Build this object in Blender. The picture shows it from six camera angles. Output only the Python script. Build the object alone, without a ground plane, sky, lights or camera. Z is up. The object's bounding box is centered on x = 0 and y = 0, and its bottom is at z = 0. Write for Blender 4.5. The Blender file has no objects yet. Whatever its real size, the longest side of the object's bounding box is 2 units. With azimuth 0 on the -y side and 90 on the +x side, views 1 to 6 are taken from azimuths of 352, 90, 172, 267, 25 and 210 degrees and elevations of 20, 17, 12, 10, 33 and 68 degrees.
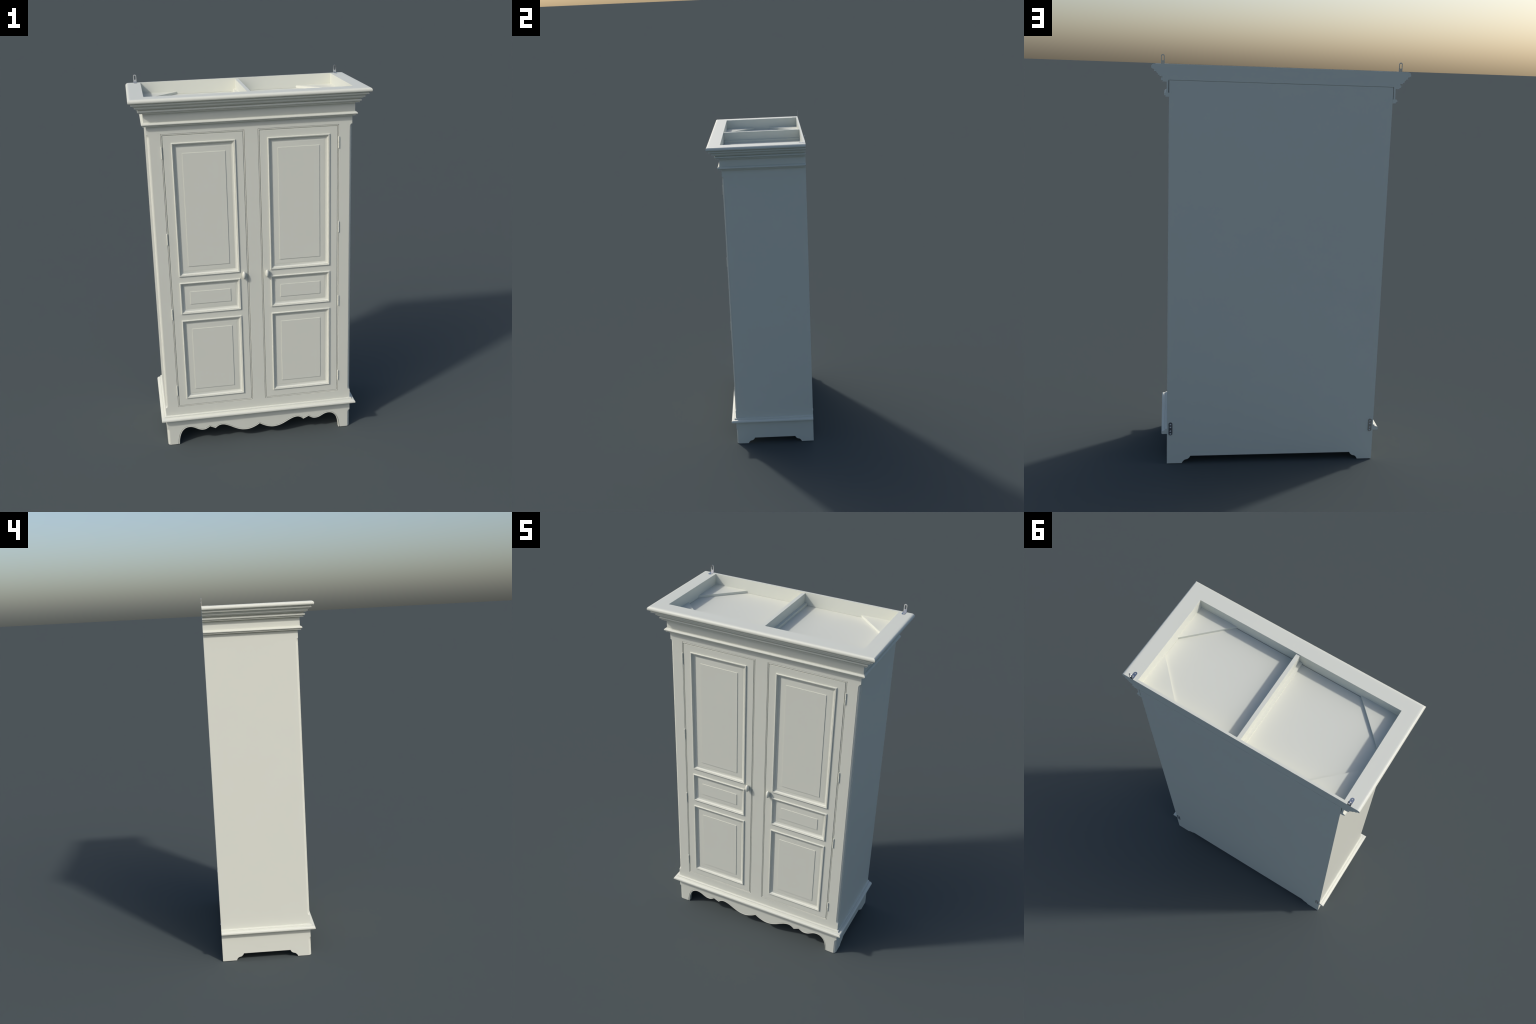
"""White painted two-door wardrobe: panelled doors, stepped cornice with an open
tray top, scalloped apron, wall brackets and back mounting plates."""
import bpy
from math import pi, sin, cos, sqrt
from mathutils import Vector
from mathutils.geometry import tessellate_polygon

# ------------------------------------------------------------------ sizes (m)
HALF_W = 0.5235            # half width of the case
FRONT = -0.209             # front face of the case, feet and door frames
BACK = 0.2885              # back face
BOARD = 0.018              # board thickness
CASE_TOP = 1.885
CROWN_TOP = 1.957
OPEN_X = (0.0345, 0.4545)  # door opening, measured from the centre line
OPEN_Z = (0.236, 1.767)
GAP = 0.0013               # gap round a door

# ------------------------------------------------------------------ materials


def painted_wood():
    m = bpy.data.materials.new("white_paint")
    m.use_nodes = True
    nt = m.node_tree
    bsdf = nt.nodes["Principled BSDF"]
    tex = nt.nodes.new("ShaderNodeTexCoord")
    noise = nt.nodes.new("ShaderNodeTexNoise")
    noise.inputs["Scale"].default_value = 6.0
    noise.inputs["Detail"].default_value = 4.0
    ramp = nt.nodes.new("ShaderNodeValToRGB")
    ramp.color_ramp.elements[0].position, ramp.color_ramp.elements[1].position = 0.3, 0.7
    ramp.color_ramp.elements[0].color = PAINT_LOW
    ramp.color_ramp.elements[1].color = PAINT_HIGH
    nt.links.new(tex.outputs["Object"], noise.inputs["Vector"])
    nt.links.new(noise.outputs["Fac"], ramp.inputs["Fac"])
    nt.links.new(ramp.outputs["Color"], bsdf.inputs["Base Color"])
    bsdf.inputs["Roughness"].default_value = 0.5
    return m


def steel():
    m = bpy.data.materials.new("zinc_plated_steel")
    m.use_nodes = True
    nt = m.node_tree
    bsdf = nt.nodes["Principled BSDF"]
    tex = nt.nodes.new("ShaderNodeTexCoord")
    noise = nt.nodes.new("ShaderNodeTexNoise")
    noise.inputs["Scale"].default_value = 120.0
    rough = nt.nodes.new("ShaderNodeMapRange")
    rough.inputs["To Min"].default_value, rough.inputs["To Max"].default_value = 0.16, 0.24
    nt.links.new(tex.outputs["Object"], noise.inputs["Vector"])
    nt.links.new(noise.outputs["Fac"], rough.inputs["Value"])
    nt.links.new(rough.outputs["Result"], bsdf.inputs["Roughness"])
    bsdf.inputs["Base Color"].default_value = (0.62, 0.62, 0.63, 1)
    bsdf.inputs["Metallic"].default_value = 1.0
    return m


PAINT_LOW = (0.615, 0.627, 0.556, 1)
PAINT_HIGH = (0.621, 0.633, 0.562, 1)
PAINT, STEEL = painted_wood(), steel()

# ------------------------------------------------------------------ mesh helpers


class Shape:
    """Vertices and faces gathered from several simple solids."""

    def __init__(self):
        self.v, self.f, self.flat = [], [], []

    def add(self, verts, faces, flat=True):
        o = len(self.v)
        self.v += [tuple(p) for p in verts]
        self.f += [tuple(i + o for i in f) for f in faces]
        self.flat += [int(flat)] * len(faces)

    def box(self, x, y, z):
        v = [(a, b, c) for c in z for b in y for a in x]
        self.add(v, [(0, 2, 3, 1), (4, 5, 7, 6), (0, 1, 5, 4), (2, 6, 7, 3), (0, 4, 6, 2), (1, 3, 7, 5)])

    def prism(self, outline, ends, place, holes=()):
        """Extrude a 2D outline with holes; place(a, b, t) gives the 3D point."""
        loops = [list(outline)] + [list(h) for h in holes]
        tris = tessellate_polygon([[Vector((a, b, 0)) for a, b in lp] for lp in loops])
        flat = [p for lp in loops for p in lp]
        n = len(flat)
        v = [place(a, b, ends[0]) for a, b in flat] + [place(a, b, ends[1]) for a, b in flat]
        self.add(v, [tuple(t) for t in tris] + [tuple(i + n for i in reversed(t)) for t in tris])
        o = 0
        for lp in loops:
            k = len(lp)
            self.add([place(a, b, t) for t in ends for a, b in lp],
                     [(i, (i + 1) % k, (i + 1) % k + k, i + k) for i in range(k)], flat=False)

    def strip(self, rows, closed_rows=False, closed_cols=False):
        """Skin rows of equally many points."""
        k, r = len(rows[0]), len(rows)
        v = [p for row in rows for p in row]
        f = []
        for i in range(r if closed_rows else r - 1):
            for j in range(k if closed_cols else k - 1):
                a, b = i * k + j, i * k + (j + 1) % k
                c, d = ((i + 1) % r) * k + (j + 1) % k, ((i + 1) % r) * k + j
                f.append((a, b, c, d))
        self.add(v, f, flat=False)

    def frame(self, rect, profile, y0, upper_shift=0.0):
        """Mitred frame: profile of (inset, height) run round a rectangle in x and z."""
        x0, x1, z0, z1 = rect

        def ring(u, h):
            return [(x0 + u, y0 - h, z0 + u), (x1 - u, y0 - h, z0 + u),
                    (x1 - u, y0 - h, z1 - u), (x0 + u, y0 - h, z1 - u)]
        self.strip([ring(u, h) for u, h in profile], closed_cols=True)

    def three_sides(self, profile, half_w, front, back):
        """Closed profile of (outset, z) run along left side, front and right side."""
        rows = []
        for cx, cy, sx, sy in ((-1, back, 1, 0), (-1, front, 1, 1), (1, front, 1, 1), (1, back, 1, 0)):
            rows.append([(cx * (half_w + d), cy - sy * d, z) for d, z in profile])
        self.strip(rows, closed_cols=True)
        tris = tessellate_polygon([[Vector((d, z, 0)) for d, z in profile]])
        for row in (rows[0], rows[-1]):
            self.add(row, [tuple(t) for t in tris])

    def lathe(self, stations, place, n=40):
        """Rings of (t, radius_a, radius_b); place(a, b, t) gives the 3D point."""
        rows = [[place(ra * cos(2 * pi * i / n), rb * sin(2 * pi * i / n), t) for i in range(n)]
                for t, ra, rb in stations]
        self.strip(rows, closed_cols=True)
        for row in (rows[0], rows[-1]):
            self.add(row, [tuple(range(n))])


def build(name, shape, parent, mat=PAINT, smooth=35.0, kind=None):
    import bmesh
    me = bpy.data.meshes.new(name)
    me.from_pydata(shape.v, [], shape.f)
    bm = bmesh.new()
    bm.from_mesh(me)
    flat = bm.faces.layers.int.new("flat")
    for face, mark in zip(bm.faces, shape.flat):
        face[flat] = mark
    bmesh.ops.remove_doubles(bm, verts=bm.verts, dist=1e-6)
    bmesh.ops.dissolve_degenerate(bm, edges=bm.edges, dist=1e-7)
    bmesh.ops.recalc_face_normals(bm, faces=bm.faces)
    for face in bm.faces:
        face.smooth = True
    for e in bm.edges:   # crease at corners and round the edge of every plane face
        e.smooth = not (any(fc[flat] for fc in e.link_faces) or e.calc_face_angle(0.0) > smooth * pi / 180)
    bm.faces.layers.int.remove(flat)
    bm.to_mesh(me)
    bm.free()
    me.materials.append(mat)
    return place_object(name, me, parent)


def place_object(name, me, parent):
    ob = bpy.data.objects.new(name, me)
    bpy.context.scene.collection.objects.link(ob)
    ob.parent = parent
    wn = ob.modifiers.new("even_normals", "WEIGHTED_NORMAL")
    wn.keep_sharp = True
    wn.weight = 100
    return ob


def arc(cx, cy, r, a0, a1, n, ry=None):
    ry = r if ry is None else ry
    return [(cx + r * cos(pi / 180 * (a0 + (a1 - a0) * i / n)),
             cy + ry * sin(pi / 180 * (a0 + (a1 - a0) * i / n))) for i in range(n + 1)]


def spline(points, steps=8):
    """Catmull-Rom curve through 2D points."""
    p = [Vector(q) for q in points]
    p = [2 * p[0] - p[1]] + p + [2 * p[-1] - p[-2]]
    out = []
    for i in range(1, len(p) - 2):
        a, b, c, d = p[i - 1:i + 3]
        for s in range(steps):
            t = s / steps
            q = 0.5 * (2 * b + (c - a) * t + (2 * a - 5 * b + 4 * c - d) * t * t + (3 * b - a - 3 * c + d) * t ** 3)
            out.append((q.x, q.y))
    out.append(tuple(p[-2]))
    return out


def offset_path(path, dist):
    """Shift an open 2D path to its left, with mitred corners."""
    p = [Vector(q) for q in path]
    out = []
    for i, q in enumerate(p):
        d0 = (q - p[i - 1]).normalized() if i else (p[1] - q).normalized()
        d1 = (p[i + 1] - q).normalized() if i < len(p) - 1 else d0
        n0, n1 = Vector((-d0.y, d0.x)), Vector((-d1.y, d1.x))
        m = (n0 + n1).normalized()
        out.append(tuple(q + m * (dist / max(0.35, m.dot(n0)))))
    return out


def stadium(cx, cy, half_w, half_h, n=12):
    """Upright slot with round ends."""
    r = half_w
    return arc(cx, cy + half_h - r, r, 0, 180, n) + arc(cx, cy - half_h + r, r, 180, 360, n)


# ------------------------------------------------------------------ wardrobe
wardrobe = bpy.data.objects.new("wardrobe", None)
bpy.context.scene.collection.objects.link(wardrobe)
wardrobe["label"] = "tall white painted two-door wardrobe with panelled doors and open-topped cornice"
wardrobe["category"] = "wardrobe"

POST = 0.0185      # share of the front and depth taken by the corner post
INNER_X = HALF_W - POST
INNER_Y = FRONT + POST + 0.0035

# --- side panels: bracket feet cut from the lower edge
FOOT_CYMA = [(0.0, 0.0), (0.0020, 0.0060), (0.0065, 0.0120), (0.0135, 0.0180), (0.0260, 0.0215),
             (0.0335, 0.0265), (0.0385, 0.0325), (0.0410, 0.0385)]


def foot_cut(a, b):
    """Lower edge between two feet: up from a, along, down to b."""
    c = spline(FOOT_CYMA, 5)
    return [(a + u, z) for u, z in c] + [(b - u, z) for u, z in reversed(c)]


side_outline = [(INNER_Y, 0.0)] + foot_cut(-0.1338, 0.2112) + [(BACK, 0.0), (BACK, CASE_TOP), (INNER_Y, CASE_TOP)]
for sx in (-1, 1):
    s = Shape()
    s.prism(side_outline, (sx * INNER_X, sx * HALF_W), lambda a, b, t: (t, a, b))
    build("side_panel", s, wardrobe)

# --- back panel with the same cut between its feet
s = Shape()
s.prism([(-INNER_X, 0.0)] + foot_cut(-0.4485, 0.4485) + [(INNER_X, 0.0), (INNER_X, CASE_TOP), (-INNER_X, CASE_TOP)],
        (BACK - BOARD, BACK), lambda a, b, t: (a, t, b))
build("back_panel", s, wardrobe)

# --- top and bottom boards
s = Shape()
s.box((-INNER_X, INNER_X), (INNER_Y, BACK - BOARD), (CASE_TOP - BOARD, CASE_TOP))
build("top_board", s, wardrobe)
s = Shape()
s.box((-INNER_X, INNER_X), (INNER_Y, BACK - BOARD), (0.150, 0.168))
build("bottom_board", s, wardrobe)

# --- face frame round the two door openings
APRON_TOP = 0.165
s = Shape()
R_EDGE = 0.0009
openings = []
for sx in (-1, 1):
    xa, xb = sorted((sx * OPEN_X[0], sx * OPEN_X[1]))
    openings.append([(xa - R_EDGE, OPEN_Z[0] - R_EDGE), (xb + R_EDGE, OPEN_Z[0] - R_EDGE),
                     (xb + R_EDGE, OPEN_Z[1] + R_EDGE), (xa - R_EDGE, OPEN_Z[1] + R_EDGE)])
    s.frame((xa, xb, *OPEN_Z), [(-R_EDGE, 0.0), (-0.0004, -0.0002), (-0.0001, -0.0006), (0.0, -0.0012), (0.0, FRONT - INNER_Y)], FRONT)
s.prism([(-INNER_X, APRON_TOP), (INNER_X, APRON_TOP), (INNER_X, CASE_TOP), (-INNER_X, CASE_TOP)],
        (FRONT, INNER_Y), lambda a, b, t: (a, t, b), holes=openings)
build("face_frame", s, wardrobe)

# --- corner posts: stopped ovolo along the outer front edge
STEP, SIZE = 0.0019, 0.0128
OVOLO = [(SIZE, 0.0), (SIZE, STEP)] + \
        [(STEP + (SIZE - STEP) * (1 - sin(pi / 2 * i / 12)), STEP + (SIZE - STEP) * (1 - cos(pi / 2 * i / 12))) for i in range(1, 12)] + \
        [(STEP, SIZE), (0.0, SIZE)]


def ovolo_amount(z):
    """1 where the corner is moulded, 0 where it is square, round cutter run-outs between."""
    run = 0.019

    def out(s):
        return sqrt(max(0.0, 1 - (1 - min(1.0, s)) ** 2))
    if z <= 0.107:
        return out((0.107 - z) / run)
    if 0.235 <= z <= 1.767:
        return min(out((z - 0.235) / run), out((1.767 - z) / run))
    return 0.0


run_steps = [0.0, 0.0005, 0.0013, 0.0026, 0.0045, 0.007, 0.010, 0.013, 0.016, 0.019]
post_z = sorted({0.0, 0.05, CASE_TOP} | {0.107 - r for r in run_steps} | {0.235 + r for r in run_steps} | {1.767 - r for r in run_steps})
for sx in (-1, 1):
    rows = []
    for z in post_z:
        k = ovolo_amount(z)
        row = [(sx * INNER_X, INNER_Y, z), (sx * INNER_X, FRONT, z)]
        row += [(sx * (HALF_W - u * k), FRONT + w * k, z) for u, w in OVOLO]
        row += [(sx * HALF_W, INNER_Y, z)]
        rows.append(row)
    s = Shape()
    s.strip(rows, closed_cols=True)
    for row in (rows[0], rows[-1]):
        tris = tessellate_polygon([[Vector((p[0], p[1], 0)) for p in row]])
        s.add(row, [tuple(t) for t in tris])
    build("corner_post", s, wardrobe, smooth=30)

# --- apron with feet: scalloped lower edge carrying a small bead
half_apron = [
    spline([(-0.4590, 0.0), (-0.4580, 0.014), (-0.4562, 0.028), (-0.4522, 0.0475), (-0.4452, 0.0672), (-0.4360, 0.0823),
            (-0.4225, 0.0938), (-0.4078, 0.0992), (-0.3920, 0.0993), (-0.3750, 0.0945), (-0.3590, 0.0858),
            (-0.3441, 0.0782), (-0.3277, 0.0742), (-0.3111, 0.0750), (-0.2963, 0.0815), (-0.2840, 0.0903)], 5),
    spline([(-0.2840, 0.0903), (-0.2690, 0.0834), (-0.2524, 0.0754)], 3),
    spline([(-0.2524, 0.0754), (-0.2435, 0.0838), (-0.2315, 0.0912), (-0.2189, 0.0942), (-0.2044, 0.0932), (-0.1886, 0.0882),
            (-0.1686, 0.0788), (-0.1472, 0.0668), (-0.1256, 0.0566), (-0.1068, 0.0504), (-0.0878, 0.0474),
            (-0.0673, 0.0476), (-0.0451, 0.0528), (-0.0228, 0.0622), (-0.0090, 0.0702), (0.0, 0.0766)], 5),
]
left = half_apron[0] + half_apron[1][1:] + half_apron[2][1:]
edge = left + [(-x, z) for x, z in reversed(left[:-1])]
BEAD = [(0.0, 0.022), (0.0, 0.0030)] + \
    [(0.0026 - 0.0026 * cos(a * pi / 180), 0.0030 - 0.0029 * sin(a * pi / 180)) for a in (20, 40, 60, 80, 100, 120, 140, 160, 180)] + \
    [(0.0052, 0.0052), (0.0073, 0.0052), (0.0073, 0.0008), (0.0076, 0.0002), (0.0083, 0.0)]
s = Shape()
rows = [[(x, FRONT + depth, max(z, 0.0)) for x, z in offset_path(edge, off)] for off, depth in BEAD]
s.strip(rows)
face_edge = [(p[0], p[2]) for p in rows[-1]]
back_edge = [(p[0], p[2]) for p in rows[0]]
for line, y in ((face_edge, FRONT), (back_edge, FRONT + 0.022)):
    outline = [(-INNER_X, APRON_TOP), (-INNER_X, 0.0)] + line + [(INNER_X, 0.0), (INNER_X, APRON_TOP)]
    tris = tessellate_polygon([[Vector((a, b, 0)) for a, b in outline]])
    s.add([(a, y, b) for a, b in outline], [tuple(t) for t in tris])
for sx in (-1, 1):   # soles and ends of the feet
    col = [(r[0] if sx < 0 else r[-1]) for r in rows]
    sole = [(sx * INNER_X, FRONT + 0.022, 0.0)] + col + [(sx * INNER_X, FRONT, 0.0)]
    tris = tessellate_polygon([[Vector((p[0], p[1], 0)) for p in sole]])
    s.add(sole, [tuple(t) for t in tris])
    s.add([(sx * INNER_X, FRONT, 0), (sx * INNER_X, FRONT + 0.022, 0),
           (sx * INNER_X, FRONT + 0.022, APRON_TOP), (sx * INNER_X, FRONT, APRON_TOP)], [(0, 1, 2, 3)])
build("apron", s, wardrobe)

# --- base moulding round the front and sides
base_profile = [(0.0002, 0.1590), (0.0228, 0.1590)] + arc(0.0228, 0.1637, 0.0047, -90, 0, 6)[1:] + \
    spline([(0.0275, 0.1655), (0.0268, 0.1696), (0.0248, 0.1730), (0.0215, 0.1756), (0.0165, 0.1773), (0.0112, 0.1783)], 4) + \
    [(0.0102, 0.1777), (0.0091, 0.1779), (0.0086, 0.1841), (0.0075, 0.1856), (0.0050, 0.1866), (0.0002, 0.1870)]
s = Shape()
s.three_sides(base_profile, HALF_W, FRONT, BACK)
build("base_moulding", s, wardrobe)

# ------------------------------------------------------------------ cornice
CROWN_W, CROWN_F = 0.525, -0.2105
crown = [(0.0, CROWN_TOP), (0.0640, CROWN_TOP)]
crown += spline([(0.0640, 1.9570), (0.0705, 1.9560), (0.0755, 1.9532), (0.0787, 1.9492), (0.0800, 1.9443),
                 (0.0797, 1.9408), (0.0786, 1.9376)], 4)[1:]
crown += [(0.0750, 1.9352), (0.0700, 1.9340), (0.0652, 1.9322), (0.0652, 1.9294), (0.0668, 1.9290), (0.0668, 1.9238), (0.0578, 1.9234)]
crown += spline([(0.0578, 1.9234), (0.0556, 1.9190), (0.0528, 1.9160), (0.0500, 1.9140)], 3)[1:]
crown += [(0.0500, 1.9078), (0.0432, 1.9076), (0.0426, 1.9022), (0.0300, 1.9018), (0.0296, 1.8972)]
crown += arc(0.0300, 1.8900, 0.0062, 75, -75, 10, ry=0.0066)
crown += [(0.0268, 1.8832), (0.0268, 1.8814), (0.0286, 1.8811), (0.0286, 1.8784), (0.0097, 1.8776), (0.0097, 1.8316), (0.0122, 1.8312)]
crown += spline([(0.0122, 1.8312), (0.0165, 1.8288), (0.0200, 1.8254), (0.0216, 1.8216), (0.0208, 1.8186), (0.0188, 1.8170)], 3)[1:]
crown += [(0.0136, 1.8160), (0.0136, 1.8139), (0.0149, 1.8136), (0.0149, 1.8112), (-0.0013, 1.8110), (-0.0013, 1.8290), (0.0012, 1.8290), (0.0012, CASE_TOP + 0.0006), (0.0, CASE_TOP + 0.0006)]
s = Shape()
s.three_sides(crown, CROWN_W, CROWN_F, BACK)
cornice = build("cornice", s, wardrobe)

TRAY_BACK = 0.2770
for sx in (-1, 1):   # strips closing the tray floor against the side walls
    s = Shape()
    s.box(sorted((sx * (HALF_W + 0.0001), sx * (CROWN_W + 0.0004))), (CROWN_F + 0.004, BACK - 0.004), (CASE_TOP - 0.0016, CASE_TOP - 0.0001))
    build("tray_edge_strip", s, cornice)
s = Shape()
# shallow open joints along the lower edge, closed in the middle of the board
s.prism([(TRAY_BACK, CROWN_TOP), (TRAY_BACK, CASE_TOP + 0.0007), (TRAY_BACK + 0.003, CASE_TOP + 0.0007),
         (TRAY_BACK + 0.003, CASE_TOP - 0.001), (BACK - 0.005, CASE_TOP - 0.001), (BACK - 0.005, CASE_TOP + 0.0016),
         (BACK, CASE_TOP + 0.0016), (BACK, CROWN_TOP)], (-CROWN_W, CROWN_W), lambda a, b, t: (t, a, b))
build("tray_back_board", s, cornice)

s = Shape()
s.box((-0.0093, 0.0093), (CROWN_F + 0.0012, TRAY_BACK - 0.0005), (1.9005, 1.9520))
build("tray_divider", s, cornice)
s = Shape()
s.box((-0.0235, 0.0235), (CROWN_F + 0.0012, TRAY_BACK - 0.0005), (CASE_TOP, 1.9005))
build("divider_cleat", s, cornice)

LEG = 0.195
for sx in (-1, 1):
    for cy, sy in ((CROWN_F, 1), (TRAY_BACK, -1)):
        s = Shape()
        s.prism([(sx * CROWN_W, cy), (sx * (CROWN_W - LEG), cy), (sx * CROWN_W, cy + sy * (LEG - 0.002))],
                (CASE_TOP + 0.0003, 1.8985), lambda a, b, t: (a, b, t))
        build("corner_block", s, cornice)

# --- hanging brackets: an angle plate with screw holes and an upright slotted leg
for sx in (-1, 1):
    cx = sx * 0.5525
    hw, t = 0.0084, 0.0016
    s = Shape()
    leg = [(cx - hw, CROWN_TOP), (cx + hw, CROWN_TOP)] + arc(cx, 2.0 - hw, hw, 0, 180, 20)
    s.prism(leg, (BACK - t, BACK), lambda a, b, y: (a, y, b), holes=[stadium(cx, 1.9831, 0.0046, 0.0114)])
    tip = 0.2500
    foot = [(cx - hw, BACK - t), (cx + hw, BACK - t)] + arc(cx, tip + hw, hw, 0, -180, 20)
    foot = [(cx + hw, BACK - t)] + arc(cx, tip + hw, hw, 0, -180, 20) + [(cx - hw, BACK - t)]
    s.prism(foot, (CROWN_TOP + 0.0002, CROWN_TOP + t), lambda a, b, z: (a, b, z),
            holes=[arc(cx, y, 0.0026, 0, 342, 19) for y in (0.2585, 0.2735)])
    build("hanging_bracket", s, cornice, STEEL)

# --- mounting plates low on the back
for sx in (-1, 1):
    cx = sx * 0.5065
    s = Shape()
    y_front = BACK + 0.0022
    centres = (0.2095, 0.1950, 0.1755, 0.1605)
    s.prism(stadium(cx, 0.1860, 0.0095, 0.0345), (BACK - 0.0002, y_front), lambda a, b, y: (a, y, b),
            holes=[arc(cx, z, 0.0038, 0, 342, 19) for z in centres])
    for z in centres:   # countersunk screw holes
        s.strip([[(a, y, b) for a, b in arc(cx, z, r, 0, 342, 19)]
                 for r, y in ((0.0038, y_front), (0.0024, BACK + 0.0006), (0.0024, BACK + 0.0001))], closed_cols=True)
    build("mounting_plate", s, wardrobe, STEEL)

# ------------------------------------------------------------------ doors
DOOR_BEAD = [(0.0, -0.022), (0.0, -0.0026)] + \
    [(0.0023 - 0.0023 * cos(a * pi / 180), -0.0026 + 0.0026 * sin(a * pi / 180)) for a in (20, 40, 60, 80, 100, 120, 140, 160, 180)] + \
    [(0.0046, -0.0050), (0.0074, -0.0050), (0.0074, -0.0009), (0.0077, -0.0003), (0.0085, 0.0)]
PANEL_X = (0.0815, 0.4065)
PANEL_Z = ((1.0052, 1.7220), (0.7907, 0.9720), (0.2837, 0.7558))
MOULDING = [(0.0, -0.002), (0.0, 0.0008), (0.0009, 0.0008)] + \
    [(0.0044 - 0.0035 * cos(a * pi / 180), 0.0026 + 0.0034 * sin(a * pi / 180)) for a in (0, 20, 40, 60, 80, 100, 120, 140, 160)] + \
    [(0.0080, 0.0022), (0.0090, 0.0020), (0.0092, 0.0029), (0.0102, 0.0030)] + \
    [(0.0102 + 0.0123 * (1 - cos(a * pi / 180)) / 0.658, 0.0027 - 0.0094 * sin(a * pi / 180) / 0.94) for a in (0, 10, 20, 30, 40, 50, 60, 70)] + \
    [(0.0226, -0.0120)]
FIELD_X, FIELD_LOW, FIELD_HIGH = 0.0540, 0.0538, 0.0575
HINGE_Z = (1.6740, 1.2180, 0.7940, 0.3380)


def knob_shape(cx, cz):
    st = [(0.0, 0.45, 0.26), (0.0025, 0.42, 0.24)]
    for i in range(0, 13):
        a = -55 + 145 * i / 12
        t = 0.0126 + 0.0116 * sin(a * pi / 180)
        r = cos(a * pi / 180)
        st.append((t, max(r, 0.02), max(r, 0.02)))
    sh = Shape()
    sh.lathe([(t, ra * 0.0103, rb * 0.0216) for t, ra, rb in st],
             lambda a, b, t: (cx + a, FRONT - t + 0.0004, cz + b), n=36)
    return sh


def hinge_shape(cx, cz, inward):
    sh = Shape()
    r, half, cy = 0.0030, 0.0302, FRONT - 0.0018
    for a, b in ((cz - half, cz - 0.0007), (cz + 0.0007, cz + half)):
        sh.lathe([(a, r * 0.8, r * 0.8), (a + 0.0008, r, r), (b - 0.0008, r, r), (b, r * 0.8, r * 0.8)],
                 lambda p, q, t: (cx + p, cy + q, t), n=20)
    sh.box(sorted((cx, cx + inward * 0.0012)), (cy, cy + 0.02), (cz - half + 0.0006, cz + half - 0.0006))
    return sh


for sx in (-1, 1):
    xs = sorted((sx * (OPEN_X[0] + GAP), sx * (OPEN_X[1] - GAP)))
    z0, z1 = OPEN_Z[0] + GAP, OPEN_Z[1] - GAP
    px = sorted((sx * PANEL_X[0], sx * PANEL_X[1]))
    s = Shape()
    s.frame((xs[0], xs[1], z0, z1), DOOR_BEAD, FRONT)
    f = DOOR_BEAD[-1][0]
    hole = 0.006
    s.prism([(xs[0] + f, z0 + f), (xs[1] - f, z0 + f), (xs[1] - f, z1 - f), (xs[0] + f, z1 - f)],
            (FRONT, FRONT + 0.022), lambda a, b, t: (a, t, b),
            holes=[[(px[0] + hole, a + hole), (px[1] - hole, a + hole), (px[1] - hole, b - hole), (px[0] + hole, b - hole)]
                   for a, b in PANEL_Z])
    door = build("door", s, wardrobe)

    for a, b in PANEL_Z:
        s = Shape()
        s.frame((px[0], px[1], a, b), MOULDING, FRONT)
        build("panel_moulding", s, door)

        # raised panel: sloping margin, small step, flat field
        u = 0.020
        outer = (px[0] + u, px[1] - u, a + u, b - u)
        field = (px[0] + FIELD_X, px[1] - FIELD_X, a + FIELD_LOW, b - FIELD_HIGH)

        def ring(rc, grow, depth):
            return [(rc[0] - grow, FRONT + depth, rc[2] - grow), (rc[1] + grow, FRONT + depth, rc[2] - grow),
                    (rc[1] + grow, FRONT + depth, rc[3] + grow), (rc[0] - grow, FRONT + depth, rc[3] + grow)]
        s = Shape()
        rows = [ring(outer, 0, 0.016)]
        for k in range(9):   # margin falls away ever more steeply towards the moulding
            v = 1 - k / 8
            mix = [o * v + g * (1 - v) for o, g in zip(outer, field)]
            rows.append(ring(mix, 0, 0.0057 + 0.0020 * v ** 2))
        rows += [ring(field, 0, 0.0036), ring(field, -0.0002, 0.0034)]
        s.strip(rows, closed_cols=True)
        s.add(rows[-1], [(0, 1, 2, 3)])
        s.add(rows[0], [(0, 1, 2, 3)])
        build("raised_panel", s, door, smooth=6)

    build("knob", knob_shape(sx * 0.0622, 0.9900), door)
    hinge = None
    for cz in HINGE_Z:
        if hinge is None:
            hinge = build("hinge", hinge_shape(sx * (OPEN_X[1] - 0.0002), 0.0, -sx), door)
            hinge.location.z = cz
        else:
            place_object("hinge", hinge.data, door).location.z = cz
